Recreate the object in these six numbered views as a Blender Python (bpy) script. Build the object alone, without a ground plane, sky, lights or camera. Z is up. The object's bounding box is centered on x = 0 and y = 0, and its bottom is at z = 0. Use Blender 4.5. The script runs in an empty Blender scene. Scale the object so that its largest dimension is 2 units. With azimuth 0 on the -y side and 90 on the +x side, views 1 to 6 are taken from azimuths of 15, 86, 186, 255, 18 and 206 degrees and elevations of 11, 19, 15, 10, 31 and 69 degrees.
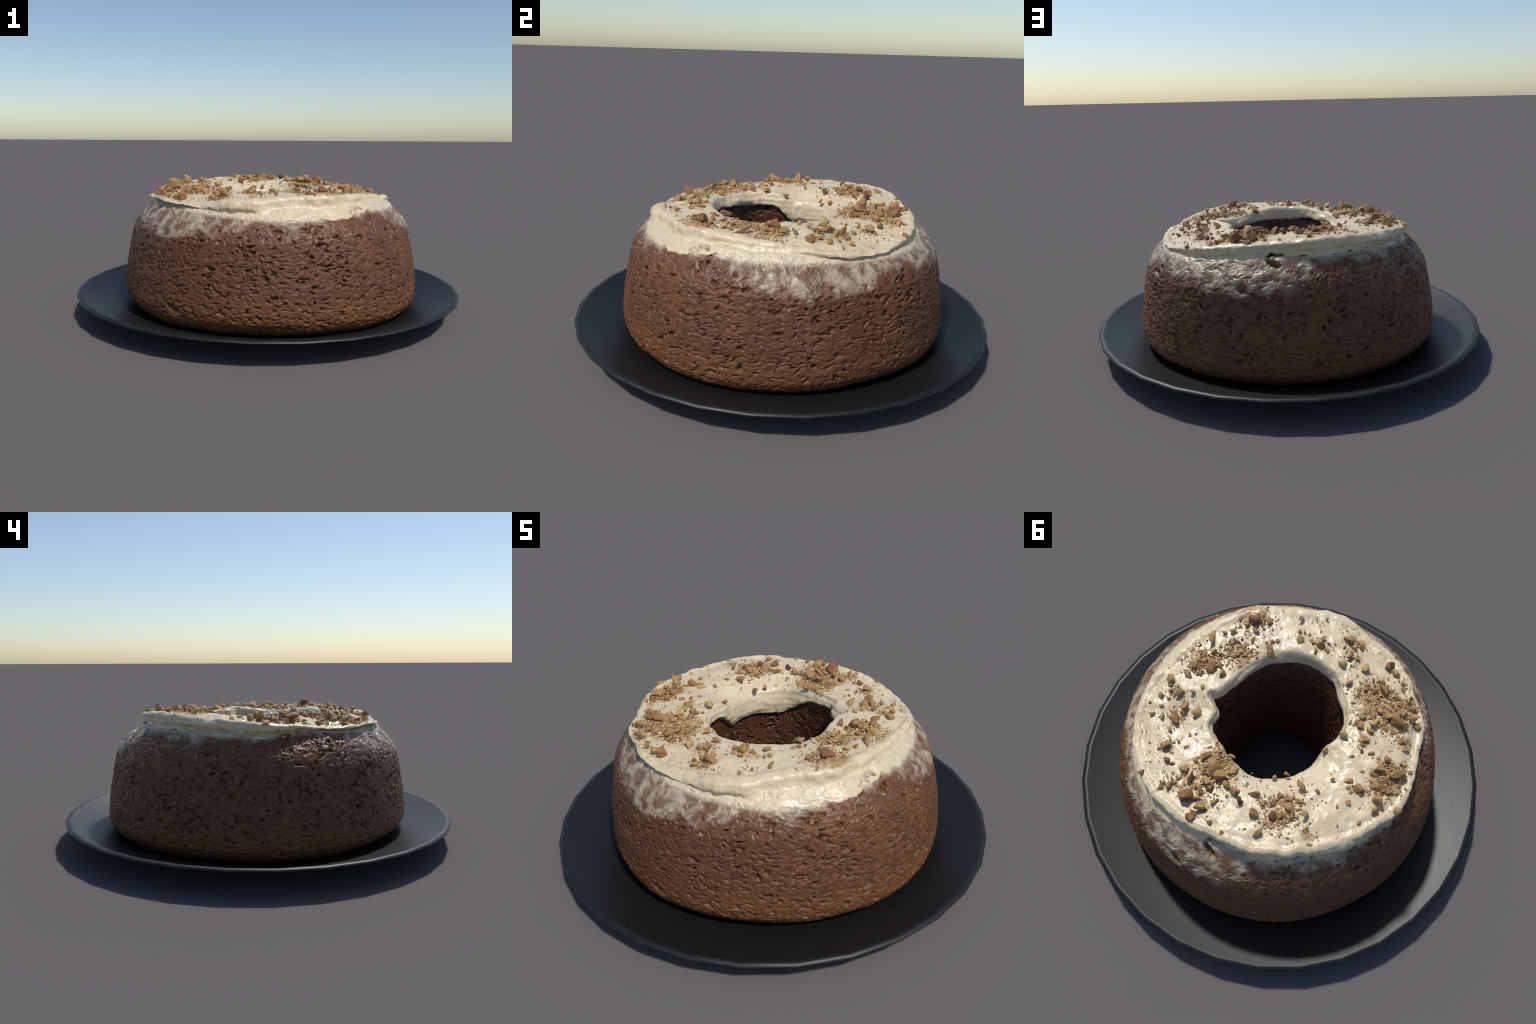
"""Ring cake with cream frosting and chopped nuts on a shallow dark plate.
Everything is built from lofted cross-sections (angle x profile) plus procedural noise."""
import bpy, bmesh, math, random
import numpy as np
from mathutils import Vector, Matrix, Euler

rng = np.random.default_rng(7)
random.seed(7)
TAU = 2 * math.pi

# ------------------------------------------------------------------ noise helpers
def _hash(ix, iy, iz, seed):
    h = (ix.astype(np.uint32) * np.uint32(374761393) + iy.astype(np.uint32) * np.uint32(668265263)
         + iz.astype(np.uint32) * np.uint32(2147483647) + np.uint32(seed * 974711 + 12345))
    h = (h ^ (h >> np.uint32(13))) * np.uint32(1274126177)
    h = (h ^ (h >> np.uint32(16))) * np.uint32(2246822519)
    h = h ^ (h >> np.uint32(15))
    return h

def rnd(ix, iy, iz, seed):
    return (_hash(ix, iy, iz, seed) & np.uint32(0xFFFFFF)).astype(np.float32) / np.float32(0xFFFFFF)

def vnoise(p, seed=0):
    """smooth gradient noise in -1..1, p is (n,3)"""
    p = p.astype(np.float32)
    i = np.floor(p).astype(np.int64)
    f = p - i
    u = f * f * f * (f * (f * 6 - 15) + 10)
    out = 0
    for dx in (0, 1):
        wx = u[:, 0] if dx else 1 - u[:, 0]
        for dy in (0, 1):
            wy = u[:, 1] if dy else 1 - u[:, 1]
            for dz in (0, 1):
                wz = u[:, 2] if dz else 1 - u[:, 2]
                h = _hash(i[:, 0] + dx, i[:, 1] + dy, i[:, 2] + dz, seed)
                gx = (h & np.uint32(1023)).astype(np.float32) / 511.5 - 1
                gy = ((h >> np.uint32(10)) & np.uint32(1023)).astype(np.float32) / 511.5 - 1
                gz = ((h >> np.uint32(20)) & np.uint32(1023)).astype(np.float32) / 511.5 - 1
                out = out + wx * wy * wz * (gx * (f[:, 0] - dx) + gy * (f[:, 1] - dy) + gz * (f[:, 2] - dz))
    return out * 1.3

def fbm(p, octaves=3, seed=0):
    a, s, out = 1.0, 1.0, 0
    for o in range(octaves):
        out = out + a * vnoise(p * s, seed + o * 17)
        a *= .5
        s *= 2.03
    return out

def pores(p, chance, rmin, rmax, seed):
    """rounded pits: one candidate centre per cell, random size; returns 0..1 depth"""
    p = p.astype(np.float32)
    i = np.floor(p).astype(np.int64)
    out = np.zeros(len(p), np.float32)
    for dx in (-1, 0, 1):
        for dy in (-1, 0, 1):
            for dz in (-1, 0, 1):
                a, b, c = i[:, 0] + dx, i[:, 1] + dy, i[:, 2] + dz
                q = np.stack([a + rnd(a, b, c, seed), b + rnd(a, b, c, seed + 1), c + rnd(a, b, c, seed + 2)], 1) - p
                r = rmin + (rmax - rmin) * rnd(a, b, c, seed + 3) ** 1.5
                d2 = (q * q).sum(1) / (r * r)
                hit = (rnd(a, b, c, seed + 4) < chance) & (d2 < 1)
                out = np.maximum(out, np.where(hit, (1 - d2) ** 1.2, 0))
    return out

def ramp(x, a, b):
    t = np.clip((x - a) / (b - a), 0, 1)
    return t * t * (3 - 2 * t)

def around(values, theta):
    """periodic smooth curve through values given every 360/n degrees starting at -180"""
    v = np.asarray(values, float)
    n = len(v)
    x = (np.asarray(theta) + math.pi) / TAU * n
    i = np.floor(x).astype(int)
    f = x - i
    a, b, c, d = (v[(i + k) % n] for k in (-1, 0, 1, 2))
    return b + .5 * f * (c - a + f * (2 * a - 5 * b + 4 * c - d + f * (3 * (b - c) + d - a)))

# ------------------------------------------------------------------ measured rules (every 10 degrees from -180)
RIM_RADIUS = [.611, .600, .606, .613, .610, .614, .619, .605, .607, .624, .609, .588, .588, .604, .596, .584, .581, .590,
              .603, .629, .643, .649, .645, .640, .630, .612, .598, .584, .588, .591, .592, .587, .590, .599, .606, .620]
RIM_HEIGHT = [.630, .614, .608, .608, .612, .610, .605, .608, .615, .626, .630, .637, .643, .645, .642, .637, .631, .622,
              .612, .600, .588, .582, .592, .605, .620, .632, .643, .652, .659, .664, .665, .662, .653, .648, .641, .632]
HOLE_RADIUS = [.223, .248, .269, .285, .293, .296, .305, .323, .335, .342, .346, .342, .337, .333, .323, .313, .304, .305,
               .316, .336, .294, .314, .304, .281, .279, .273, .268, .258, .248, .238, .232, .225, .217, .212, .208, .210]
HOLE_HEIGHT = [.632, .635, .637, .635, .632, .634, .635, .638, .639, .640, .640, .638, .632, .628, .623, .621, .624, .632,
               .640, .641, .632, .626, .626, .627, .629, .630, .630, .630, .630, .630, .629, .627, .624, .621, .620, .622]
# how far the cake's side bulges beyond its mean profile, at mid height and at the foot
BULGE = [.982, .974, .964, .960, .964, .974, .983, .987, .986, .988, .991, .995, .997, 1.005, 1.012, 1.014, 1.012, 1.006,
         1.002, .998, .994, 1.002, 1.010, 1.010, 1.008, 1.006, 1.003, 1.002, 1.0, 1.0, .998, .992, .986, .982, .983, .984]
FOOT_BULGE = [.985, .975, .962, .950, .950, .955, .972, .983, .975, .975, .975, .985, .998, 1.002, 1.015, 1.018, 1.015, 1.008,
              1.005, .995, .985, .99, 1.0, 1.0, .998, .998, 1.0, 1.0, 1.0, .995, .99, .985, .98, .98, .985, .985]
FOOT_HEIGHT = [.58, .585, .586, .583, .582, .583, .582, .572, .565, .56, .552, .547, .543, .545, .553, .567, .566, .566,
               .563, .563, .56, .557, .557, .555, .56, .572, .585, .592, .597, .594, .594, .594, .59, .58, .572, .577]
SMEAR_HEIGHT = [.577, .575, .55, .50, .48, .465, .455, .445, .475, .49, .495, .503, .525, .543, .556, .55, .51, .465,
                .437, .46, .455, .50, .505, .48, .455, .465, .448, .465, .495, .55, .562, .545, .545, .563, .567, .572]
# 1 = frosting runs smoothly down the side, 0 = slab with a sharp overhanging lip
DRAPE = [.25, .15, 0, 0, 0, .15, .6, .95, 1, 1, 1, 1, 1, .95, .75, .55, .5, .45,
         .45, .4, .4, .4, .4, .4, .45, .5, .5, .5, .45, .4, .4, .45, .45, .45, .4, .3]

HX, HY = .020, .002           # axis of the hole at its foot
FOOT_HOLE = .225

def mean_profile(z):
    zz = np.array([.040, .047, .060, .082, .112, .15, .25, .37, .45, .49, .52, .55, .58, .60])
    rr = np.array([.648, .700, .735, .761, .775, .777, .766, .748, .728, .706, .684, .650, .615, .585])
    return np.interp(z, zz, rr)

def side_radius(th, z):
    """outer surface of the sponge: mean profile, bulges and slow lumps"""
    k = around(FOOT_BULGE, th) + (around(BULGE, th) - around(FOOT_BULGE, th)) * ramp(z, .06, .16)
    k = k - .007 * ramp(z, .25, .38) - .004 * ramp(z, .47, .53)
    r = mean_profile(z) * k
    p = np.stack([r * np.cos(th), r * np.sin(th), z + 0 * r], -1).reshape(-1, 3)
    return r + (fbm(p * 3.6, 2, 3) * .0035).reshape(np.shape(r))

# ------------------------------------------------------------------ mesh helpers
def make_object(name, verts, faces, parent=None, smooth=True):
    me = bpy.data.meshes.new(name)
    if isinstance(faces, np.ndarray):
        n, k = faces.shape
        me.vertices.add(len(verts))
        me.vertices.foreach_set("co", np.asarray(verts, np.float32).ravel())
        me.loops.add(n * k)
        me.loops.foreach_set("vertex_index", faces.astype(np.int32).ravel())
        me.polygons.add(n)
        me.polygons.foreach_set("loop_start", np.arange(0, n * k, k, dtype=np.int32))
        me.update(calc_edges=True)
    else:
        me.from_pydata(verts, [], faces)
    me.polygons.foreach_set("use_smooth", np.full(len(me.polygons), smooth))
    me.validate()
    ob = bpy.data.objects.new(name, me)
    bpy.context.scene.collection.objects.link(ob)
    if parent:
        ob.parent = parent
    return ob

def ring_faces(nt, ns, closed=True):
    """quads of a grid with nt angles (closed) and ns section points (closed loop)"""
    i = np.arange(nt)[:, None]
    j = np.arange(ns if closed else ns - 1)[None, :]
    a = i * ns + j
    b = ((i + 1) % nt) * ns + j
    c = ((i + 1) % nt) * ns + (j + 1) % ns
    d = i * ns + (j + 1) % ns
    return np.stack([a, b, c, d], -1).reshape(-1, 4)

def grid_normals(P):
    """outward normals of a (nt, ns, 3) grid, both directions periodic"""
    du = np.roll(P, -1, 0) - np.roll(P, 1, 0)
    dv = np.roll(P, -1, 1) - np.roll(P, 1, 1)
    n = np.cross(du, dv)
    return n / np.maximum(np.linalg.norm(n, axis=-1, keepdims=True), 1e-9)

def resample(pts, counts):
    """pts: list of (r, z) arrays over theta; Catmull-Rom through them, counts points per span"""
    R = np.stack([p[0] for p in pts], 1)
    Z = np.stack([p[1] for p in pts], 1)
    out_r, out_z = [], []
    n = R.shape[1]
    for k, c in enumerate(counts):
        i0, i1, i2, i3 = max(k - 1, 0), k, k + 1, min(k + 2, n - 1)
        for t in np.arange(c) / c:
            w = (-.5 * t + t * t - .5 * t ** 3, 1 - 2.5 * t * t + 1.5 * t ** 3,
                 .5 * t + 2 * t * t - 1.5 * t ** 3, -.5 * t * t + .5 * t ** 3)
            out_r.append(sum(w[m] * R[:, i] for m, i in enumerate((i0, i1, i2, i3))))
            out_z.append(sum(w[m] * Z[:, i] for m, i in enumerate((i0, i1, i2, i3))))
    out_r.append(R[:, -1])
    out_z.append(Z[:, -1])
    return np.stack(out_r, 1), np.stack(out_z, 1)

# ------------------------------------------------------------------ node helpers
class Nodes:
    def __init__(self, name):
        self.mat = bpy.data.materials.new(name)
        self.mat.use_nodes = True
        self.t = self.mat.node_tree
        self.bsdf = self.t.nodes["Principled BSDF"]
        self.co = self.t.nodes.new("ShaderNodeTexCoord").outputs["Object"]

    def put(self, sock, v):
        if isinstance(v, bpy.types.NodeSocket):
            self.t.links.new(v, sock)
        else:
            sock.default_value = v

    def math(self, op, a, b=0.0, c=0.0, clamp=False):
        n = self.t.nodes.new("ShaderNodeMath")
        n.operation, n.use_clamp = op, clamp
        for s, v in zip(n.inputs, (a, b, c)):
            self.put(s, v)
        return n.outputs[0]

    def scaled(self, s, v=None):
        n = self.t.nodes.new("ShaderNodeMapping")
        self.put(n.inputs["Vector"], v or self.co)
        n.inputs["Scale"].default_value = s
        return n.outputs[0]

    def noise(self, scale, detail=3, rough=.55, v=None, dist=0.0, out=0):
        n = self.t.nodes.new("ShaderNodeTexNoise")
        self.put(n.inputs["Vector"], v or self.co)
        n.inputs["Scale"].default_value = scale
        n.inputs["Detail"].default_value = detail
        n.inputs["Roughness"].default_value = rough
        n.inputs["Distortion"].default_value = dist
        return n.outputs[out]

    def voronoi(self, scale, v=None, feature="F1"):
        n = self.t.nodes.new("ShaderNodeTexVoronoi")
        n.feature = feature
        self.put(n.inputs["Vector"], v or self.co)
        n.inputs["Scale"].default_value = scale
        return n.outputs["Distance"]

    def span(self, x, a, b, lo=0.0, hi=1.0):
        n = self.t.nodes.new("ShaderNodeMapRange")
        n.interpolation_type = "SMOOTHSTEP"
        for s, v in zip(n.inputs, (x, a, b, lo, hi)):
            self.put(s, v)
        return n.outputs[0]

    def mix(self, f, a, b):
        n = self.t.nodes.new("ShaderNodeMix")
        n.data_type = "RGBA"
        self.put(n.inputs[0], f)
        for s, v in ((n.inputs[6], a), (n.inputs[7], b)):
            self.put(s, v if isinstance(v, bpy.types.NodeSocket) else (*v, 1))
        return n.outputs[2]

    def bump(self, h, strength, dist, normal=None):
        n = self.t.nodes.new("ShaderNodeBump")
        n.inputs["Strength"].default_value = strength
        n.inputs["Distance"].default_value = dist
        self.put(n.inputs["Height"], h)
        if normal:
            self.put(n.inputs["Normal"], normal)
        return n.outputs[0]

    def angle(self):
        s = self.t.nodes.new("ShaderNodeSeparateXYZ")
        self.put(s.inputs[0], self.co)
        self.xyz = s.outputs
        return self.math("ARCTAN2", s.outputs[1], s.outputs[0])

    def around(self, angle, values, lo, hi):
        """periodic height-over-angle curve"""
        n = self.t.nodes.new("ShaderNodeFloatCurve")
        c = n.mapping.curves[0]
        pts = [(i / len(values), (v - lo) / (hi - lo)) for i, v in enumerate(values)]
        pts.append((1.0, pts[0][1]))
        while len(c.points) < len(pts):
            c.points.new(.5, .5)
        for p, (x, y) in zip(c.points, pts):
            p.location = (x, y)
        n.mapping.update()
        u = self.math("MULTIPLY_ADD", angle, 1 / TAU, .5)
        self.put(n.inputs["Value"], u)
        return self.math("MULTIPLY_ADD", n.outputs[0], hi - lo, lo)

    def done(self, color, rough, normal=None, **other):
        self.put(self.bsdf.inputs["Base Color"], color if isinstance(color, bpy.types.NodeSocket) else (*color, 1))
        self.put(self.bsdf.inputs["Roughness"], rough)
        if normal:
            self.put(self.bsdf.inputs["Normal"], normal)
        for k, v in other.items():
            self.put(self.bsdf.inputs[k.replace("_", " ")], v)
        return self.mat

# places where the chopped nuts lie thickest: (x, y, radius)
NUT_BEDS = [(.38, -.40, .079), (.30, -.38, .058), (.41, -.16, .063), (.32, -.22, .063), (.50, -.11, .053), (.47, -.06, .042),
            (.48, .10, .042), (.42, .20, .048), (.03, -.42, .048), (-.13, -.43, .053), (-.10, -.52, .032), (-.31, -.33, .079),
            (-.30, -.20, .074), (-.41, -.26, .085), (-.45, -.34, .053), (.13, .28, .063), (.13, .34, .085), (.20, .41, .075),
            (.12, .47, .063), (-.20, .35, .074), (-.15, .41, .055), (-.49, -.02, .063), (-.50, .09, .063), (-.35, -.08, .037),
            (-.49, -.17, .032), (.27, .46, .037), (.37, .33, .037), (-.32, .40, .032)]
# the ones where it covers the cream almost completely
THICK_BEDS = [(.16, .35, .115), (.12, .29, .07), (-.19, .37, .075), (-.39, -.25, .095), (-.30, -.28, .10), (.38, -.40, .075),
              (.46, -.09, .06), (.33, -.20, .07), (-.50, .03, .08)]

# ------------------------------------------------------------------ materials
def sponge_material(name, pore):
    m = Nodes(name)
    ang = m.angle()
    z = m.xyz[2]
    big = m.noise(5, 3)
    outside = m.span(m.math("SQRT", m.math("ADD", m.math("POWER", m.xyz[0], 2), m.math("POWER", m.xyz[1], 2))), .50, .53)
    mid = m.noise(38, 4, .6)
    fine = m.noise(170, 3, .6)
    if pore:
        base = m.mix(m.span(mid, .35, .65), (.088, .034, .014), (.142, .062, .024))
    else:
        base = m.mix(m.span(mid, .3, .7), (.094, .034, .0145), (.152, .062, .028))
        base = m.mix(outside, (.088, .034, .018), base)
        warm = m.math("MULTIPLY", m.math("MULTIPLY", m.span(big, .45, .7), .7), outside)
        base = m.mix(warm, base, (.168, .068, .028))
        foot_crust = m.math("MULTIPLY", m.span(m.math("MULTIPLY_ADD", m.math("SUBTRACT", mid, .5), .25, z), .27, .06), .65)
        foot_crust = m.math("MULTIPLY", foot_crust, outside)
        base = m.mix(foot_crust, base, (.182, .071, .027))          # paler baked crumb at the foot
        base = m.mix(m.math("MULTIPLY", m.span(fine, .52, .75), .25), base, (.055, .023, .014))
        ochre = m.math("MULTIPLY", m.span(m.noise(26, 2, .5, dist=.6), .62, .70), .5)
        base = m.mix(ochre, base, (.135, .070, .022))
    # thin smear of frosting below the thick layer
    edge = m.around(ang, SMEAR_HEIGHT, .35, .65)
    foot = m.around(ang, FOOT_HEIGHT, .35, .65)
    streak = m.noise(13, 5, .52, m.scaled((1, 1, .6)), dist=.5)
    blot = m.noise(9, 3, .55, dist=.4)
    wob = m.math("MULTIPLY_ADD", m.math("SUBTRACT", streak, .5), .10, z)
    wob = m.math("MULTIPLY_ADD", m.math("SUBTRACT", blot, .5), .09, wob)
    d = m.math("SUBTRACT", wob, edge)
    body = m.span(d, -.016, .030)                     # inside the smeared band
    body = m.math("MULTIPLY", body, outside)
    holes = m.span(m.noise(16, 5, .56, m.scaled((1, 1, .8)), dist=.7), .38, .66)   # brown showing through
    thick = m.span(m.math("SUBTRACT", z, foot), -.024, .0)           # close to the frosting it covers fully
    cover = m.math("MULTIPLY", body, m.math("MAXIMUM", m.math("MULTIPLY_ADD", holes, .76, .10), thick))
    if pore:
        cover = m.math("MULTIPLY", cover, .3)
    drips = m.span(m.noise(27, 2, .5, m.scaled((1, 1, .5)), dist=.4), .65, .75)
    near = m.math("MULTIPLY", m.span(d, -.06, -.015), outside)
    cover = m.math("MAXIMUM", cover, m.math("MULTIPLY", m.math("MULTIPLY", drips, near), .75))
    cream = m.mix(m.span(streak, .3, .7), (.58, .49, .35), (.44, .37, .27))
    cream = m.mix(thick, cream, (.60, .51, .36))
    col = m.mix(cover, base, cream)
    wet = m.span(m.math("MULTIPLY_ADD", m.math("SUBTRACT", big, .5), .25, z), .36, .50)
    rough = m.math("MULTIPLY_ADD", wet, -.16, .50)
    rough = m.math("MULTIPLY_ADD", m.math("SUBTRACT", mid, .5), .25, rough)
    rough = m.math("MULTIPLY_ADD", cover, -.14, rough)
    h = m.math("MULTIPLY_ADD", m.noise(85, 5, .7, dist=.3), .6, m.math("MULTIPLY", fine, .4))
    nrm = m.bump(h, .38, .006)
    nrm = m.bump(cover, .18, .004, nrm)
    return m.done(col, rough, nrm, Specular_IOR_Level=.36)

def frosting_material():
    m = Nodes("cream_frosting")
    blot = m.noise(9, 4, .55)
    s = m.t.nodes.new("ShaderNodeSeparateXYZ")
    m.put(s.inputs[0], m.co)
    base = m.mix(m.span(blot, .3, .7), (.61, .495, .32), (.67, .55, .37))
    # nut oil and dust stain around the nut beds
    beds = None
    for x, y, r, full in [(*b, .72) for b in NUT_BEDS] + [(*b, 1) for b in THICK_BEDS]:
        dx = m.math("SUBTRACT", s.outputs[0], x)
        dy = m.math("SUBTRACT", s.outputs[1], y)
        d = m.math("SQRT", m.math("MULTIPLY_ADD", dx, dx, m.math("MULTIPLY", dy, dy)))
        k = m.span(d, r * .35, r * 1.5, full, 0.0)
        beds = k if beds is None else m.math("MAXIMUM", beds, k)
    geo = m.t.nodes.new("ShaderNodeNewGeometry")
    sn = m.t.nodes.new("ShaderNodeSeparateXYZ")
    m.put(sn.inputs[0], geo.outputs["Normal"])
    top = m.span(sn.outputs[2], .55, .85)                # nut dust lies on the upper face only
    patch = m.noise(34, 4, .62, dist=.8)
    low = m.math("MULTIPLY_ADD", beds, -.32, .635)
    stain = m.span(patch, low, m.math("ADD", low, .10))
    stain = m.math("MULTIPLY", m.math("MULTIPLY", stain, top), m.math("MULTIPLY_ADD", beds, .60, .30))
    tint = m.mix(m.span(m.noise(60, 3), .4, .6), (.30, .175, .065), (.42, .27, .115))
    col = m.mix(stain, base, tint)
    speck = m.math("MULTIPLY", m.span(m.noise(120, 2, .5), .70, .74), top)
    col = m.mix(m.math("MULTIPLY", speck, .6), col, (.34, .16, .07))
    h1 = m.noise(24, 4, .5, dist=.6)
    nrm = m.bump(h1, .48, .012)
    nrm = m.bump(m.noise(120, 3, .6), .10, .004, nrm)
    rough = m.math("MULTIPLY_ADD", m.span(m.noise(12, 3), .35, .65), .16, .27)
    return m.done(col, rough, nrm, Subsurface_Weight=.0)

def nut_material(name, flesh, shade, skin, skin_amount):
    m = Nodes(name)
    info = m.t.nodes.new("ShaderNodeObjectInfo")
    r = info.outputs["Random"]
    co = m.t.nodes.new("ShaderNodeVectorMath")
    m.put(co.inputs[0], m.co)
    off = m.t.nodes.new("ShaderNodeCombineXYZ")
    for i in range(3):
        m.put(off.inputs[i], m.math("MULTIPLY", r, 7.0 + 3 * i))
    m.put(co.inputs[1], off.outputs[0])
    v = co.outputs[0]
    a = m.noise(1.6, 3, .6, v)
    base = m.mix(m.span(a, .35, .65), flesh, shade)
    base = m.mix(m.math("MULTIPLY", r, .35), base, shade)
    b = m.noise(1.1, 2, .5, v, out=0)
    sk = m.span(b, 1 - skin_amount - .03, 1 - skin_amount + .03)
    col = m.mix(sk, base, skin)
    nrm = m.bump(m.noise(7, 3, .6, v), .35, .12)
    return m.done(col, .48, nrm)

def plate_material():
    m = Nodes("black_glazed_ceramic")
    n = m.noise(40, 3)
    col = m.mix(n, (.0055, .0055, .0055), (.0085, .0085, .008))
    return m.done(col, m.math("MULTIPLY_ADD", n, .04, .45), Specular_IOR_Level=.5)

# ------------------------------------------------------------------ plate
def build_plate():
    prof = [(0, .024), (.55, .024), (.66, .030), (.74, .043), (.82, .065), (.90, .090), (.972, .1155), (.978, .1180),   # eating side
            (1.0, .1130), (.999, .1075),                                                              # turned-down lip
            (.90, .0845), (.80, .0580), (.72, .0370), (.62, .0200), (.52, .0140), (.50, .0), (.46, .0), (.44, .012), (0, .012)]   # underside, foot ring
    n = 32
    bm = bmesh.new()
    rings = []
    for r, z in prof:
        if r == 0:
            rings.append([bm.verts.new((0, 0, z))])
        else:
            rings.append([bm.verts.new((r * math.cos(TAU * k / n), r * math.sin(TAU * k / n), z)) for k in range(n)])
    for A, B in zip(rings, rings[1:]):
        for k in range(n):
            a, b = A[k % len(A)], A[(k + 1) % len(A)]
            c, d = B[(k + 1) % len(B)], B[k % len(B)]
            q = [v for i, v in enumerate((a, d, c, b)) if v not in (a, d, c, b)[:i]]
            bm.faces.new(q)
    bmesh.ops.recalc_face_normals(bm, faces=bm.faces)
    me = bpy.data.meshes.new("plate")
    bm.to_mesh(me)
    bm.free()
    me.polygons.foreach_set("use_smooth", [True] * len(me.polygons))
    ob = bpy.data.objects.new("plate", me)
    bpy.context.scene.collection.objects.link(ob)
    me.materials.append(plate_material())
    ob["label"] = "shallow round black glazed plate with thin raised rim"
    ob["category"] = "plate"
    return ob

def mouth_roll(th):
    """where the frosting rolls deep into the hole: full from 95 to 168 degrees, ending in a step"""
    d = np.degrees(th) % 360
    return ramp(d, 60, 98) * (1 - ramp(d, 158, 188))

# ------------------------------------------------------------------ sponge
def build_sponge(cake):
    nt = 1500
    th = -math.pi + TAU * np.arange(nt) / nt
    ct, st = np.cos(th), np.sin(th)
    roll = mouth_roll(th)
    hole_top = around(HOLE_RADIUS, th) + .010 + .016 * roll
    n_bot, n_out, n_top, n_in = 14, 250, 16, 130
    P = np.zeros((nt, n_bot + n_out + n_top + n_in, 3), np.float32)
    fx, fy = HX + FOOT_HOLE * ct, HY + FOOT_HOLE * st
    tx, ty = hole_top * ct, hole_top * st
    low, high = .040, np.minimum(.585, around(RIM_HEIGHT, th) - .034)
    j = 0
    r0 = side_radius(th, low)
    for k in range(n_bot):
        t = (k + 1) / (n_bot + 1)
        P[:, j, 0] = fx + (r0 * ct - fx) * t
        P[:, j, 1] = fy + (r0 * st - fy) * t
        P[:, j, 2] = .027 + (low - .027) * ramp(t, .75, 1.0)       # rests on the plate, edge slightly raised
        j += 1
    for s in np.interp(np.linspace(0, 1, n_out), [0, .08, .92, 1], [0, .045, .937, 1]):
        z = low + (high - low) * s
        r = side_radius(th, z)
        P[:, j, 0], P[:, j, 1], P[:, j, 2] = r * ct, r * st, z
        j += 1
    rt = side_radius(th, high)
    for k in range(n_top):
        t = (k + 1) / (n_top + 1)
        P[:, j, 0] = rt * ct + (tx - rt * ct) * t
        P[:, j, 1] = rt * st + (ty - rt * st) * t
        P[:, j, 2] = high - .085 * roll * t ** 2.5
        j += 1
    # the shaft narrows quickly under the mouth on one side and stays straight on the other
    power = 1 - .55 * np.clip(np.cos(th + math.radians(60)) + .3, 0, 1)
    for k in range(n_in):
        t = k / (n_in - 1)
        w = np.maximum(t, 1e-6) ** power
        hollow = .012 * math.sin(math.pi * t) * np.clip(np.cos(th - math.radians(147)), 0, 1)
        P[:, j, 0] = tx + (fx - tx) * w + hollow * ct
        P[:, j, 1] = ty + (fy - ty) * w + hollow * st
        P[:, j, 2] = (high - .085 * roll) + (.028 - high + .085 * roll) * t
        j += 1
    N = grid_normals(P)
    p = P.reshape(-1, 3)
    nn = N.reshape(-1, 3)
    z = p[:, 2]
    is_out = np.hypot(p[:, 0], p[:, 1]) > .52
    th_v = np.arctan2(p[:, 1], p[:, 0])
    warp = np.stack([fbm(p * 24, 3, 40), fbm(p * 24, 3, 60), fbm(p * 24, 3, 80)], 1) * .016
    q = p + warp
    sc = np.array([1, 1, 1.9])
    big = pores(q * sc / .060, .26, .18, .42, 200)
    mid = pores(q * sc / .036, .50, .18, .46, 300)
    small = pores(q * sc / .019, .55, .2, .48, 400)
    ragged = ramp(fbm(q * np.array([34, 34, 54]), 3, 640), .08, .70)
    dense = .55 + .75 * ramp(fbm(p * 7, 2, 670), -.35, .45)      # pores come in drifts
    edge = around(SMEAR_HEIGHT, th_v)
    smear = ramp(z, edge - .02, edge + .05) * is_out
    keep = 1 - .7 * smear
    pit = (big * .017 + mid * .0165 * dense + ragged * .0095 * dense) * keep + small * .0055 * (1 - .5 * smear)
    crumb = fbm(q * np.array([60, 60, 85]), 3, 500) * .0026
    ridge = (1 - np.abs(fbm(q * np.array([24, 24, 40]), 2, 600)) * 2) * .0012
    dab = ramp(fbm(q * np.array([18, 18, 12]), 2, 690), -.1, .5)
    disp = .004 + smear * dab * .0040 - pit + crumb * (1 - .5 * smear) + ridge * (1 - .5 * smear)
    torn = np.zeros(len(p))
    # a torn crater in the smear at the back
    for ax, az, rx, rz, dep in ((90, .568, .042, .013, .024), (80, .475, .030, .022, .013), (-108, .145, .040, .016, .012)):
        da = (np.degrees(th_v) - ax) * math.pi / 180 * .7
        e = (da / rx) ** 2 + ((z - az + .3 * da) / rz) ** 2
        gap = np.clip(1.2 - e + .5 * fbm(p * 45, 2, 720), 0, 1) * is_out
        torn = np.maximum(torn, gap)
        disp = disp - dep * np.clip(1.2 - e + .5 * fbm(p * 45, 2, 720), 0, 1) * is_out
    disp[(z < .042)] *= .3
    disp *= np.where((~is_out) & (z > .57), .3, 1)
    p = p + nn * disp[:, None]
    p[:, 2] = np.maximum(p[:, 2], .0250)
    faces = ring_faces(nt, P.shape[1])
    ob = make_object("sponge", p, faces, cake)
    ob.data.materials.append(sponge_material("chocolate_sponge", False))
    ob.data.materials.append(sponge_material("sponge_pore", True))
    depth = np.maximum(big, mid * .9) * keep + .25 * ragged * keep + torn
    f = depth[faces].mean(1)
    ob.data.polygons.foreach_set("material_index", (f > .50).astype(np.int32))
    return ob

# ------------------------------------------------------------------ frosting
def top_swell(x, y):
    p = np.stack([x, y, np.full_like(x, .3)], 1)
    return fbm(p * 6, 2, 900) * .009 + fbm(p * 17, 2, 930) * .0040

def top_dome(th):
    return .006 + .012 * np.clip(np.cos(th - math.radians(165)) + .15, 0, 1)

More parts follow.
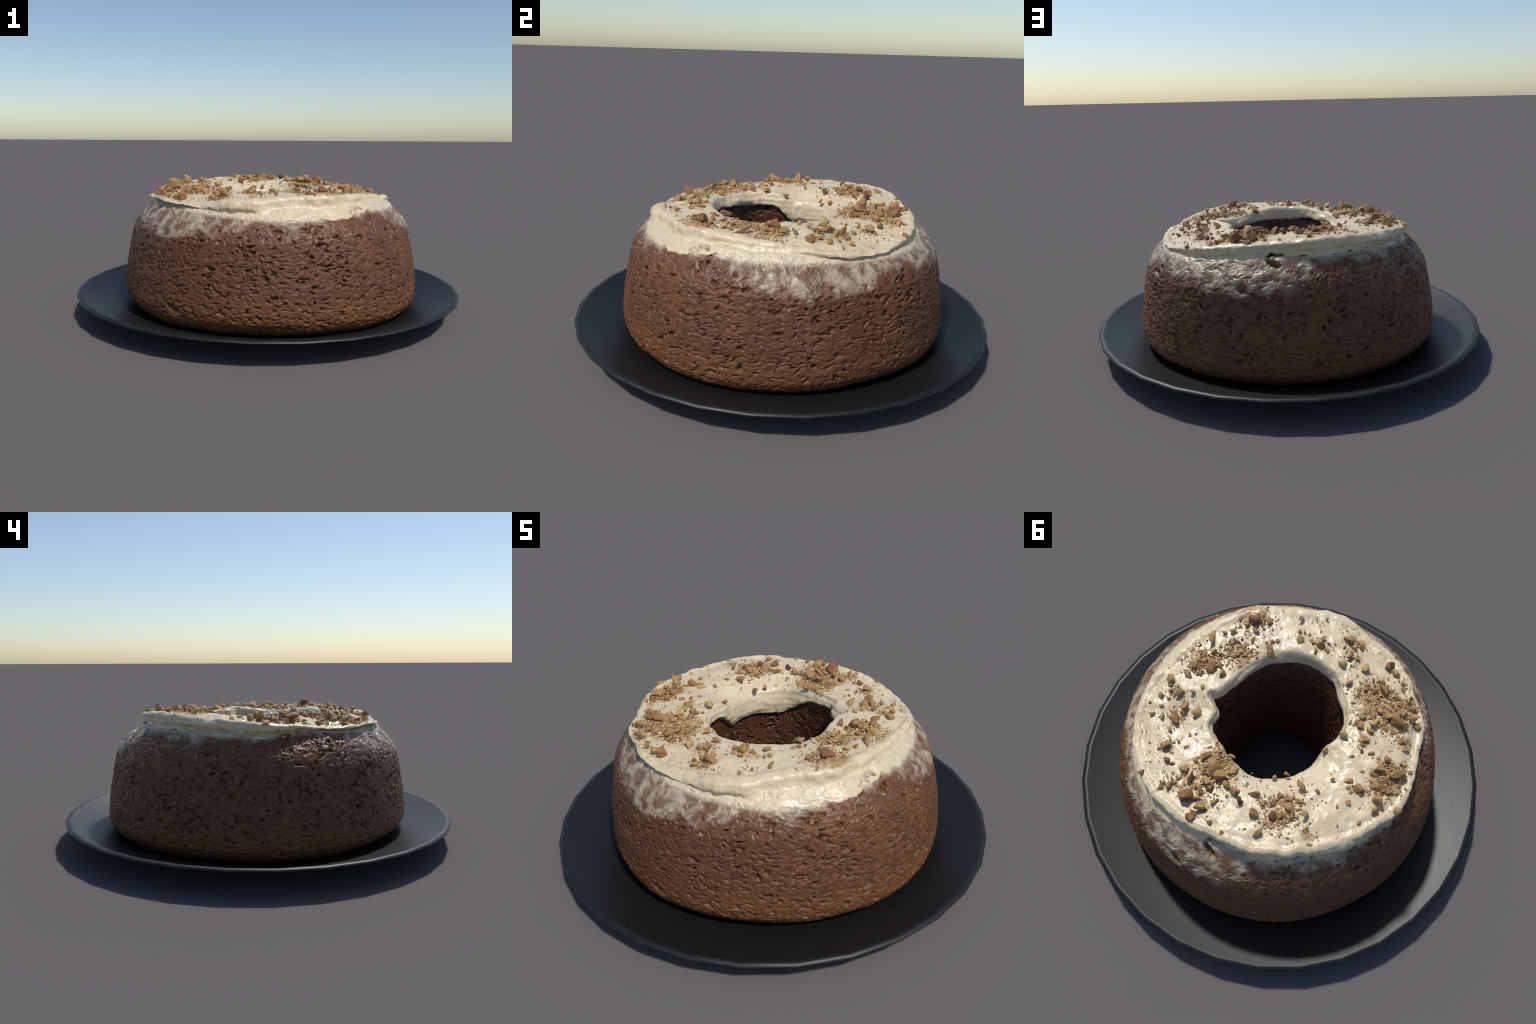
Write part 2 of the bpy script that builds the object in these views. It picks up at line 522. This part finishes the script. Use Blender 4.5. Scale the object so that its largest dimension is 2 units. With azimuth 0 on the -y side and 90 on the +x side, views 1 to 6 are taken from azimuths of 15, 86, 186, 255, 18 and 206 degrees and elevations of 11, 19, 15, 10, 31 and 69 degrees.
def frosting_top(x, y):
    """height of the frosting's upper face"""
    th = np.arctan2(y, x)
    r = np.hypot(x, y)
    ro, ri = around(RIM_RADIUS, th), around(HOLE_RADIUS, th)
    t = np.clip((r - ri) / (ro - ri), 0, 1)
    a, b = around(HOLE_HEIGHT, th), around(RIM_HEIGHT, th) - .007
    return a + (b - a) * t + top_dome(th) * np.sin(math.pi * t) + top_swell(x, y) - .030 * mouth_roll(th) * np.clip(1 - t / .36, 0, 1) ** 2

def build_frosting(cake):
    nt = 1400
    th = -math.pi + TAU * np.arange(nt) / nt
    ring = np.stack([np.cos(th), np.sin(th), np.zeros(nt)], 1)
    ro = around(RIM_RADIUS, th) + fbm(ring * 9, 3, 820) * .008
    ri = around(HOLE_RADIUS, th) + fbm(ring * 5, 2, 840) * .004
    deg = np.degrees(th)
    ri = ri + .014 * np.exp(-((deg - 6) / 3) ** 2) - .012 * np.exp(-((deg - 14) / 4) ** 2)   # pinched notch and nub
    za, zb = around(HOLE_HEIGHT, th), around(RIM_HEIGHT, th) - .007
    zr = around(RIM_HEIGHT, th) + fbm(ring * 8, 3, 860) * .004
    dr = np.clip(around(DRAPE, th), 0, 1)
    zf = np.minimum(around(FOOT_HEIGHT, th), zr - .024) + fbm(ring * 13, 4, 880) * .011
    soft = mouth_roll(th)
    ri = ri + .010 * soft - .008 + .010 * np.exp(-((np.degrees(th) - 55) / 16) ** 2)
    zf = zf - .022 * np.exp(-((deg - 79) / 4.5) ** 2) + .016 * np.exp(-((deg - 90) / 4) ** 2)   # a drip beside a bare gap
    rs = lambda z: side_radius(th, z)
    lower = .577 + .006 * np.sin(th * 3 + 1) + fbm(ring * 7, 2, 890) * .006
    lower = lower - .082 * soft
    overhang = (1 - dr) * .010
    zm = lambda t: za + (zb - za) * t + top_dome(th) * math.sin(math.pi * t)
    span = ro - ri
    lump = np.exp(-((np.degrees(th) - 138) / 12) ** 2) * .014
    wall = lump + np.maximum(ro - overhang * .8 + .010 * dr, rs(zr * .45 + zf * .55) + .004)
    pts = [
        (ri + .050, lower - .018),                               # buried inside the sponge
        (ri + .012, lower - .012),                               # lower edge in the hole
        (ri - .008 + .010 * soft, lower),
        (ri - .008 + .007 * soft, lower + .018 + .012 * soft),
        (ri + .003 + .010 * soft, za - .015 - .020 * soft),
        (ri + .020 + .032 * soft, za - .001 - .008 * soft),      # inner lip
        (ri + (.22 + .12 * soft) * span, zm(.22) + (zm(.34) - zm(.22)) * soft - .002 * soft),
        (ri + .50 * span, zm(.5)),
        (ro - .070 - .02 * dr, zm(.78)),
        (ro - .032 - .025 * dr, zr - .006 + .003 * dr),
        (ro - .012 - .018 * dr, zr),                               # rim crest
        (ro + .001 * (1 - dr) - .002 * dr, zr - .008 - .004 * dr),
        (wall, zr * .45 + zf * .55),
        (np.maximum(rs(zf + .012) + .005, ro * dr) + .003 * dr - .001 * (1 - dr), zf + .012),
        (rs(zf) + .006 + .002 * dr, zf),
        (rs(zf - .006) - .006, zf - .008),
        (rs(zf) - .045, zf - .004),
    ]
    counts = [2, 5, 7, 8, 8, 12, 22, 22, 16, 9, 7, 10, 10, 8, 5, 3]
    R, Z = resample(pts, counts)
    ns = R.shape[1]
    P = np.stack([R * np.cos(th)[:, None], R * np.sin(th)[:, None], Z], -1)
    N = grid_normals(P)
    p, nn = P.reshape(-1, 3), N.reshape(-1, 3)
    up = np.clip(nn[:, 2] * 2 - .9, 0, 1)
    x, y = p[:, 0], p[:, 1]
    flatp = np.stack([x, y, np.full_like(x, .3)], 1)
    sidep = p * np.array([1, 1, 1.4])
    side = fbm(sidep * 10, 2, 960) * .0075 + fbm(sidep * 34, 2, 980) * .0015
    # faint spatula ridges running round the side, none where it has slumped
    drape = np.repeat(dr, ns)
    groove = np.sin(p[:, 2] * 230 + fbm(p * 7, 2, 990) * 4.0) * .0012 * (1 - drape)
    fine = (1 - np.abs(fbm(flatp * 44, 2, 1010)) * 2) * .0018 + fbm(flatp * 30, 2, 1030) * .0012
    disp = up * (top_swell(x, y) + fine) + (1 - up) * (side + groove)
    buried = np.zeros((nt, ns), bool)
    buried[:, :2] = True
    buried[:, -4:] = True
    disp[buried.ravel()] = 0
    p = p + nn * disp[:, None]
    ob = make_object("frosting", p, ring_faces(nt, ns), cake)
    ob.data.materials.append(frosting_material())
    return ob

# ------------------------------------------------------------------ chopped nuts
# pieces that show singly: (x, y, width in millimetres)
NUTS_BROWN = [
    (0.19, 0.49, 100),       (0.41, -0.36, 33), (0.43, -0.15, 29), (0.40, -0.08, 54), (-0.14, -0.50, 24), (-0.29, -0.48, 48), (-0.44, -0.37, 25), (0.42, 0.19, 27),
    (0.31, 0.39, 26), (0.41, 0.48, 24), (0.12, 0.54, 29), (0.12, 0.56, 37), (0.27, 0.48, 34), (0.04, 0.54, 21), (-0.04, 0.36, 12),
    (-0.35, -0.06, 26), (-0.36, -0.03, 22), (-0.13, 0.20, 25), (-0.46, 0.01, 43), (-0.53, 0.07, 38), (-0.28, 0.22, 21), (-0.21, 0.31, 16),
    (-0.52, -0.27, 31), (-0.49, -0.16, 26), (-0.52, -0.14, 26),
]
NUTS_RED = [
    (0.35, -0.38, 50), (0.37, -0.25, 32), (0.25, -0.31, 15), (0.34, 0.39, 34), (-0.17, 0.40, 41),
]
NUTS_TAN = [
       (0.29, -0.41, 30), (0.47, -0.21, 49), (0.44, -0.26, 20), (0.31, -0.29, 29), (0.21, -0.34, 21), (0.21, -0.27, 51), (0.47, -0.05, 38),
    (0.34, -0.07, 38), (0.53, 0.06, 50), (0.53, 0.14, 31), (0.46, 0.10, 40), (0.34, -0.19, 35), (0.41, 0.14, 40), (0.46, -0.11, 32),
    (0.32, -0.34, 39), (0.17, -0.49, 30), (-0.07, -0.51, 49), (0.03, -0.41, 42), (-0.00, -0.44, 19), (0.07, -0.41, 26), (0.12, -0.39, 36),
    (0.03, -0.37, 29), (-0.01, -0.40, 26), (-0.15, -0.43, 29), (-0.12, -0.42, 32), (-0.10, -0.37, 35), (-0.17, -0.30, 31), (-0.30, -0.38, 28),
    (-0.33, -0.34, 50), (-0.29, -0.32, 31), (-0.38, -0.34, 22), (-0.42, -0.32, 34), (0.52, 0.23, 25), (0.40, 0.15, 40), (0.42, 0.21, 40),
    (0.47, 0.22, 27), (0.38, 0.33, 41), (0.30, 0.30, 24), (0.20, 0.30, 47), (0.11, 0.25, 30), (0.25, 0.39, 43), (0.20, 0.41, 51),
    (0.14, 0.40, 46), (0.14, 0.33, 59), (0.10, 0.35, 50), (0.07, 0.30, 46), (0.15, 0.44, 42), (0.10, 0.50, 45), (0.30, 0.51, 32),
    (0.02, 0.38, 46), (-0.06, 0.35, 37), (0.07, 0.46, 33), (-0.11, 0.37, 25), (-0.10, 0.43, 41), (-0.20, 0.39, 33), (-0.15, 0.35, 37),
    (-0.15, 0.49, 32), (-0.10, 0.50, 18), (-0.09, 0.24, 23), (0.14, 0.48, 33), (0.12, 0.41, 38), (0.06, 0.37, 33), (-0.35, -0.09, 35),
    (-0.22, 0.03, 30), (-0.21, 0.23, 42), (-0.47, -0.05, 35), (-0.53, -0.01, 51), (-0.48, 0.08, 32), (-0.51, 0.13, 46), (-0.42, 0.13, 42),
    (-0.41, 0.20, 25), (-0.52, 0.18, 33), (-0.58, -0.05, 17), (-0.28, 0.34, 33), (-0.19, 0.31, 25), (-0.21, 0.34, 41), (-0.24, 0.36, 37),
    (-0.31, 0.14, 21), (-0.40, -0.04, 22), (-0.33, 0.01, 19), (-0.39, -0.24, 40), (-0.42, -0.23, 58), (-0.44, -0.29, 36), (-0.30, -0.14, 35),
    (-0.33, -0.21, 36), (-0.35, -0.24, 31), (-0.49, -0.28, 40), (-0.47, -0.23, 36), (-0.29, -0.18, 27), (-0.43, -0.32, 27), (-0.26, -0.13, 22),
    (-0.46, 0.09, 25),
]
NUTS_PALE = [
    (0.38, 0.03, 25), (0.41, 0.07, 29), (0.43, -0.04, 22), (0.47, -0.00, 38), (0.41, -0.29, 33), (0.03, -0.45, 26), (-0.07, -0.46, 19),
    (-0.11, -0.48, 29), (-0.20, -0.41, 45), (-0.33, -0.46, 35), (-0.13, -0.52, 29), (0.34, 0.14, 49), (0.41, 0.26, 22), (0.29, 0.19, 20),
    (0.23, 0.33, 26), (0.30, 0.48, 25), (-0.26, -0.07, 41), (-0.38, 0.14, 23), (-0.37, 0.11, 34), (-0.60, 0.13, 34),
    (-0.35, -0.18, 44), (-0.40, 0.05, 25), (-0.35, -0.14, 35),
]
NUTS_DARK = [
    (-0.02, 0.41, 62),
]


def nut_mesh(name, seed, stretch, material, rounded):
    r = np.random.default_rng(seed)
    n = 12
    d = r.normal(size=(n, 3))
    d /= np.linalg.norm(d, axis=1, keepdims=True)
    d *= r.uniform(.72, 1.08, size=(n, 1)) * .55
    d *= np.array(stretch)
    bm = bmesh.new()
    for v in d:
        bm.verts.new(v)
    hull = bmesh.ops.convex_hull(bm, input=bm.verts)
    loose = [v for v in bm.verts if not v.link_faces]
    bmesh.ops.delete(bm, geom=loose, context="VERTS")
    bmesh.ops.dissolve_limit(bm, angle_limit=math.radians(14), verts=bm.verts, edges=bm.edges)
    bmesh.ops.bevel(bm, geom=list(bm.edges), offset=rounded, offset_type="OFFSET", segments=2, profile=.5, affect="EDGES", clamp_overlap=True)
    bmesh.ops.triangulate(bm, faces=bm.faces)
    bmesh.ops.subdivide_edges(bm, edges=bm.edges, cuts=1, use_grid_fill=True)
    for v in bm.verts:
        k = Vector((*v.co,)) * 3.1
        o = float(fbm(np.array([[k.x + seed, k.y, k.z]]), 2, seed)[0])
        v.co *= 1 + .09 * o
    bmesh.ops.recalc_face_normals(bm, faces=bm.faces)
    me = bpy.data.meshes.new(name)
    bm.to_mesh(me)
    bm.free()
    me.polygons.foreach_set("use_smooth", [True] * len(me.polygons))
    me.materials.append(material)
    return me

def build_nuts(cake):
    tan = nut_material("nut_flesh", (.45, .265, .105), (.32, .17, .062), (.26, .12, .05), .30)
    brown = nut_material("nut_half_skinned", (.40, .215, .088), (.28, .135, .052), (.22, .092, .04), .40)
    pale = nut_material("nut_pale_flesh", (.56, .385, .175), (.43, .265, .10), (.35, .185, .066), .32)
    red = nut_material("nut_red_skin", (.25, .11, .045), (.18, .07, .03), (.36, .20, .09), .35)
    dark = nut_material("nut_dark_skin", (.105, .046, .024), (.08, .034, .018), (.16, .07, .032), .35)
    shapes = [(1.15, .85, .75), (1, .9, .9), (1.3, .75, .65), (1.05, 1, .6), (1.2, .9, .85), (.95, .85, 1.0)]
    kinds = {}
    for key, mat, n in (("tan", tan, 8), ("brown", brown, 6), ("pale", pale, 6), ("red", red, 4), ("dark", dark, 2)):
        kinds[key] = [nut_mesh("nut_piece", 31 * (i + 1) + len(key) * 7, shapes[i % 6], mat, .025) for i in range(n)]
    listed = []
    for key, rows in (("tan", NUTS_TAN), ("brown", NUTS_BROWN), ("pale", NUTS_PALE), ("red", NUTS_RED), ("dark", NUTS_DARK)):
        for x, y, w in rows:
            listed.append((key, x, y, w / 1000 * (1.2 if w < 60 else .85), 1))
    r = np.random.default_rng(77)
    # smaller pieces: most on the nut beds, some strewn all over the top
    while len(listed) < 296:
        if r.random() < .72:
            bx, by, br = (NUT_BEDS + THICK_BEDS * 3)[r.integers(len(NUT_BEDS) + 3 * len(THICK_BEDS))]
            x, y = np.array([bx, by]) + r.normal(size=2) * br * .55
        else:
            a, q = r.uniform(-math.pi, math.pi), math.sqrt(r.uniform(.36 ** 2, .60 ** 2))
            x, y = q * math.cos(a), q * math.sin(a)
        if not on_top(x, y, .015):
            continue
        key = r.choice(["tan"] * 5 + ["brown"] * 2 + ["pale"] * 3)
        listed.append((key, float(x), float(y), float(r.uniform(.014, .030)), 0))
    xs, ys = np.array([a[1] for a in listed]), np.array([a[2] for a in listed])
    hs = frosting_top(xs, ys)
    for (key, x, y, w, named), h in zip(listed, hs):
        me = kinds[key][r.integers(len(kinds[key]))]
        ob = bpy.data.objects.new("nut_piece", me)
        bpy.context.scene.collection.objects.link(ob)
        ob.parent = cake
        tall = .65 + .6 * r.random() if w < .06 else .95
        ob.scale = (w * r.uniform(.9, 1.15), w * r.uniform(.85, 1.1), w * tall)
        ob.rotation_euler = (r.uniform(-.7, .7), r.uniform(-.7, .7), r.uniform(0, TAU))
        ob.location = (x, y, float(h) + w * (.14 + .14 * r.random()))
    # pieces that slid over the edge or stand upright
    return [tan, brown, pale, red, dark]

def on_top(x, y, margin):
    th = np.array([math.atan2(y, x)])
    q = math.hypot(x, y)
    return around(HOLE_RADIUS, th)[0] + margin < q < around(RIM_RADIUS, th)[0] - margin

def build_crumbs(cake, mats):
    """nut dust too small to pick out singly, joined into one part"""
    r = np.random.default_rng(99)
    base = []
    for s in range(8):
        bm = bmesh.new()
        d = np.random.default_rng(500 + s).normal(size=(9, 3))
        d /= np.linalg.norm(d, axis=1, keepdims=True)
        for v in d * np.array([1.1, .85, .7]) * .5:
            bm.verts.new(v)
        bmesh.ops.convex_hull(bm, input=bm.verts)
        bmesh.ops.delete(bm, geom=[v for v in bm.verts if not v.link_faces], context="VERTS")
        bmesh.ops.triangulate(bm, faces=bm.faces)
        bm.verts.index_update()
        base.append((np.array([v.co[:] for v in bm.verts]), np.array([[v.index for v in f.verts] for f in bm.faces])))
        bm.free()
    pts = []
    pick = lambda beds: beds[r.integers(len(beds))]
    while len(pts) < 4800:
        kind = r.random()
        if kind < .24:                       # coarse crumbs packed in the thick beds
            bx, by, br = pick(THICK_BEDS)
            x, y = np.array([bx, by]) + r.normal(size=2) * br * .55
            s = r.uniform(.009, .019)
        elif kind < .78:
            bx, by, br = pick(NUT_BEDS + THICK_BEDS * 2)
            x, y = np.array([bx, by]) + r.normal(size=2) * br * .65
            s = .004 + .010 * r.random() ** 1.6
        else:
            a, q = r.uniform(-math.pi, math.pi), math.sqrt(r.uniform(.3 ** 2, .62 ** 2))
            x, y = q * math.cos(a), q * math.sin(a)
            s = r.uniform(.003, .009)
        if on_top(x, y, .008):
            pts.append((x, y, s))
    pts = np.array(pts)
    h = frosting_top(pts[:, 0], pts[:, 1])
    V, F, M, off = [], [], [], 0
    for (x, y, s), hh in zip(pts, h):
        v, f = base[r.integers(8)]
        m = Euler((r.uniform(-.6, .6), r.uniform(-.6, .6), r.uniform(0, TAU))).to_matrix()
        v = (v @ np.array(m).T) * s + np.array([x, y, hh + s * .10])
        V.append(v)
        F.append(f + off)
        M.append(np.full(len(f), r.choice([0, 0, 0, 1, 2, 2])))
        off += len(v)
    ob = make_object("nut_crumbs", np.concatenate(V), np.concatenate(F), cake, smooth=False)
    for m in mats:
        ob.data.materials.append(m)
    ob.data.polygons.foreach_set("material_index", np.concatenate(M).astype(np.int32))
    ob["kind"] = "stuff"
    return ob

def crumb_materials():
    out = []
    for nme, a, b in (("crumb_tan", (.42, .25, .098), (.31, .17, .062)), ("crumb_brown", (.27, .14, .062), (.20, .09, .04)),
                      ("crumb_pale", (.58, .43, .23), (.48, .32, .14)), ("crumb_red", (.24, .085, .04), (.17, .06, .03))):
        m = Nodes(nme)
        out.append(m.done(m.mix(m.span(m.noise(70, 2), .4, .6), a, b), .5))
    return out

# ------------------------------------------------------------------ assemble
build_plate()
cake = bpy.data.objects.new("ring_cake", None)
bpy.context.scene.collection.objects.link(cake)
cake["label"] = "chocolate ring cake with cream frosting and chopped nuts"
cake["category"] = "cake"
build_sponge(cake)
build_frosting(cake)
build_nuts(cake)
build_crumbs(cake, crumb_materials())
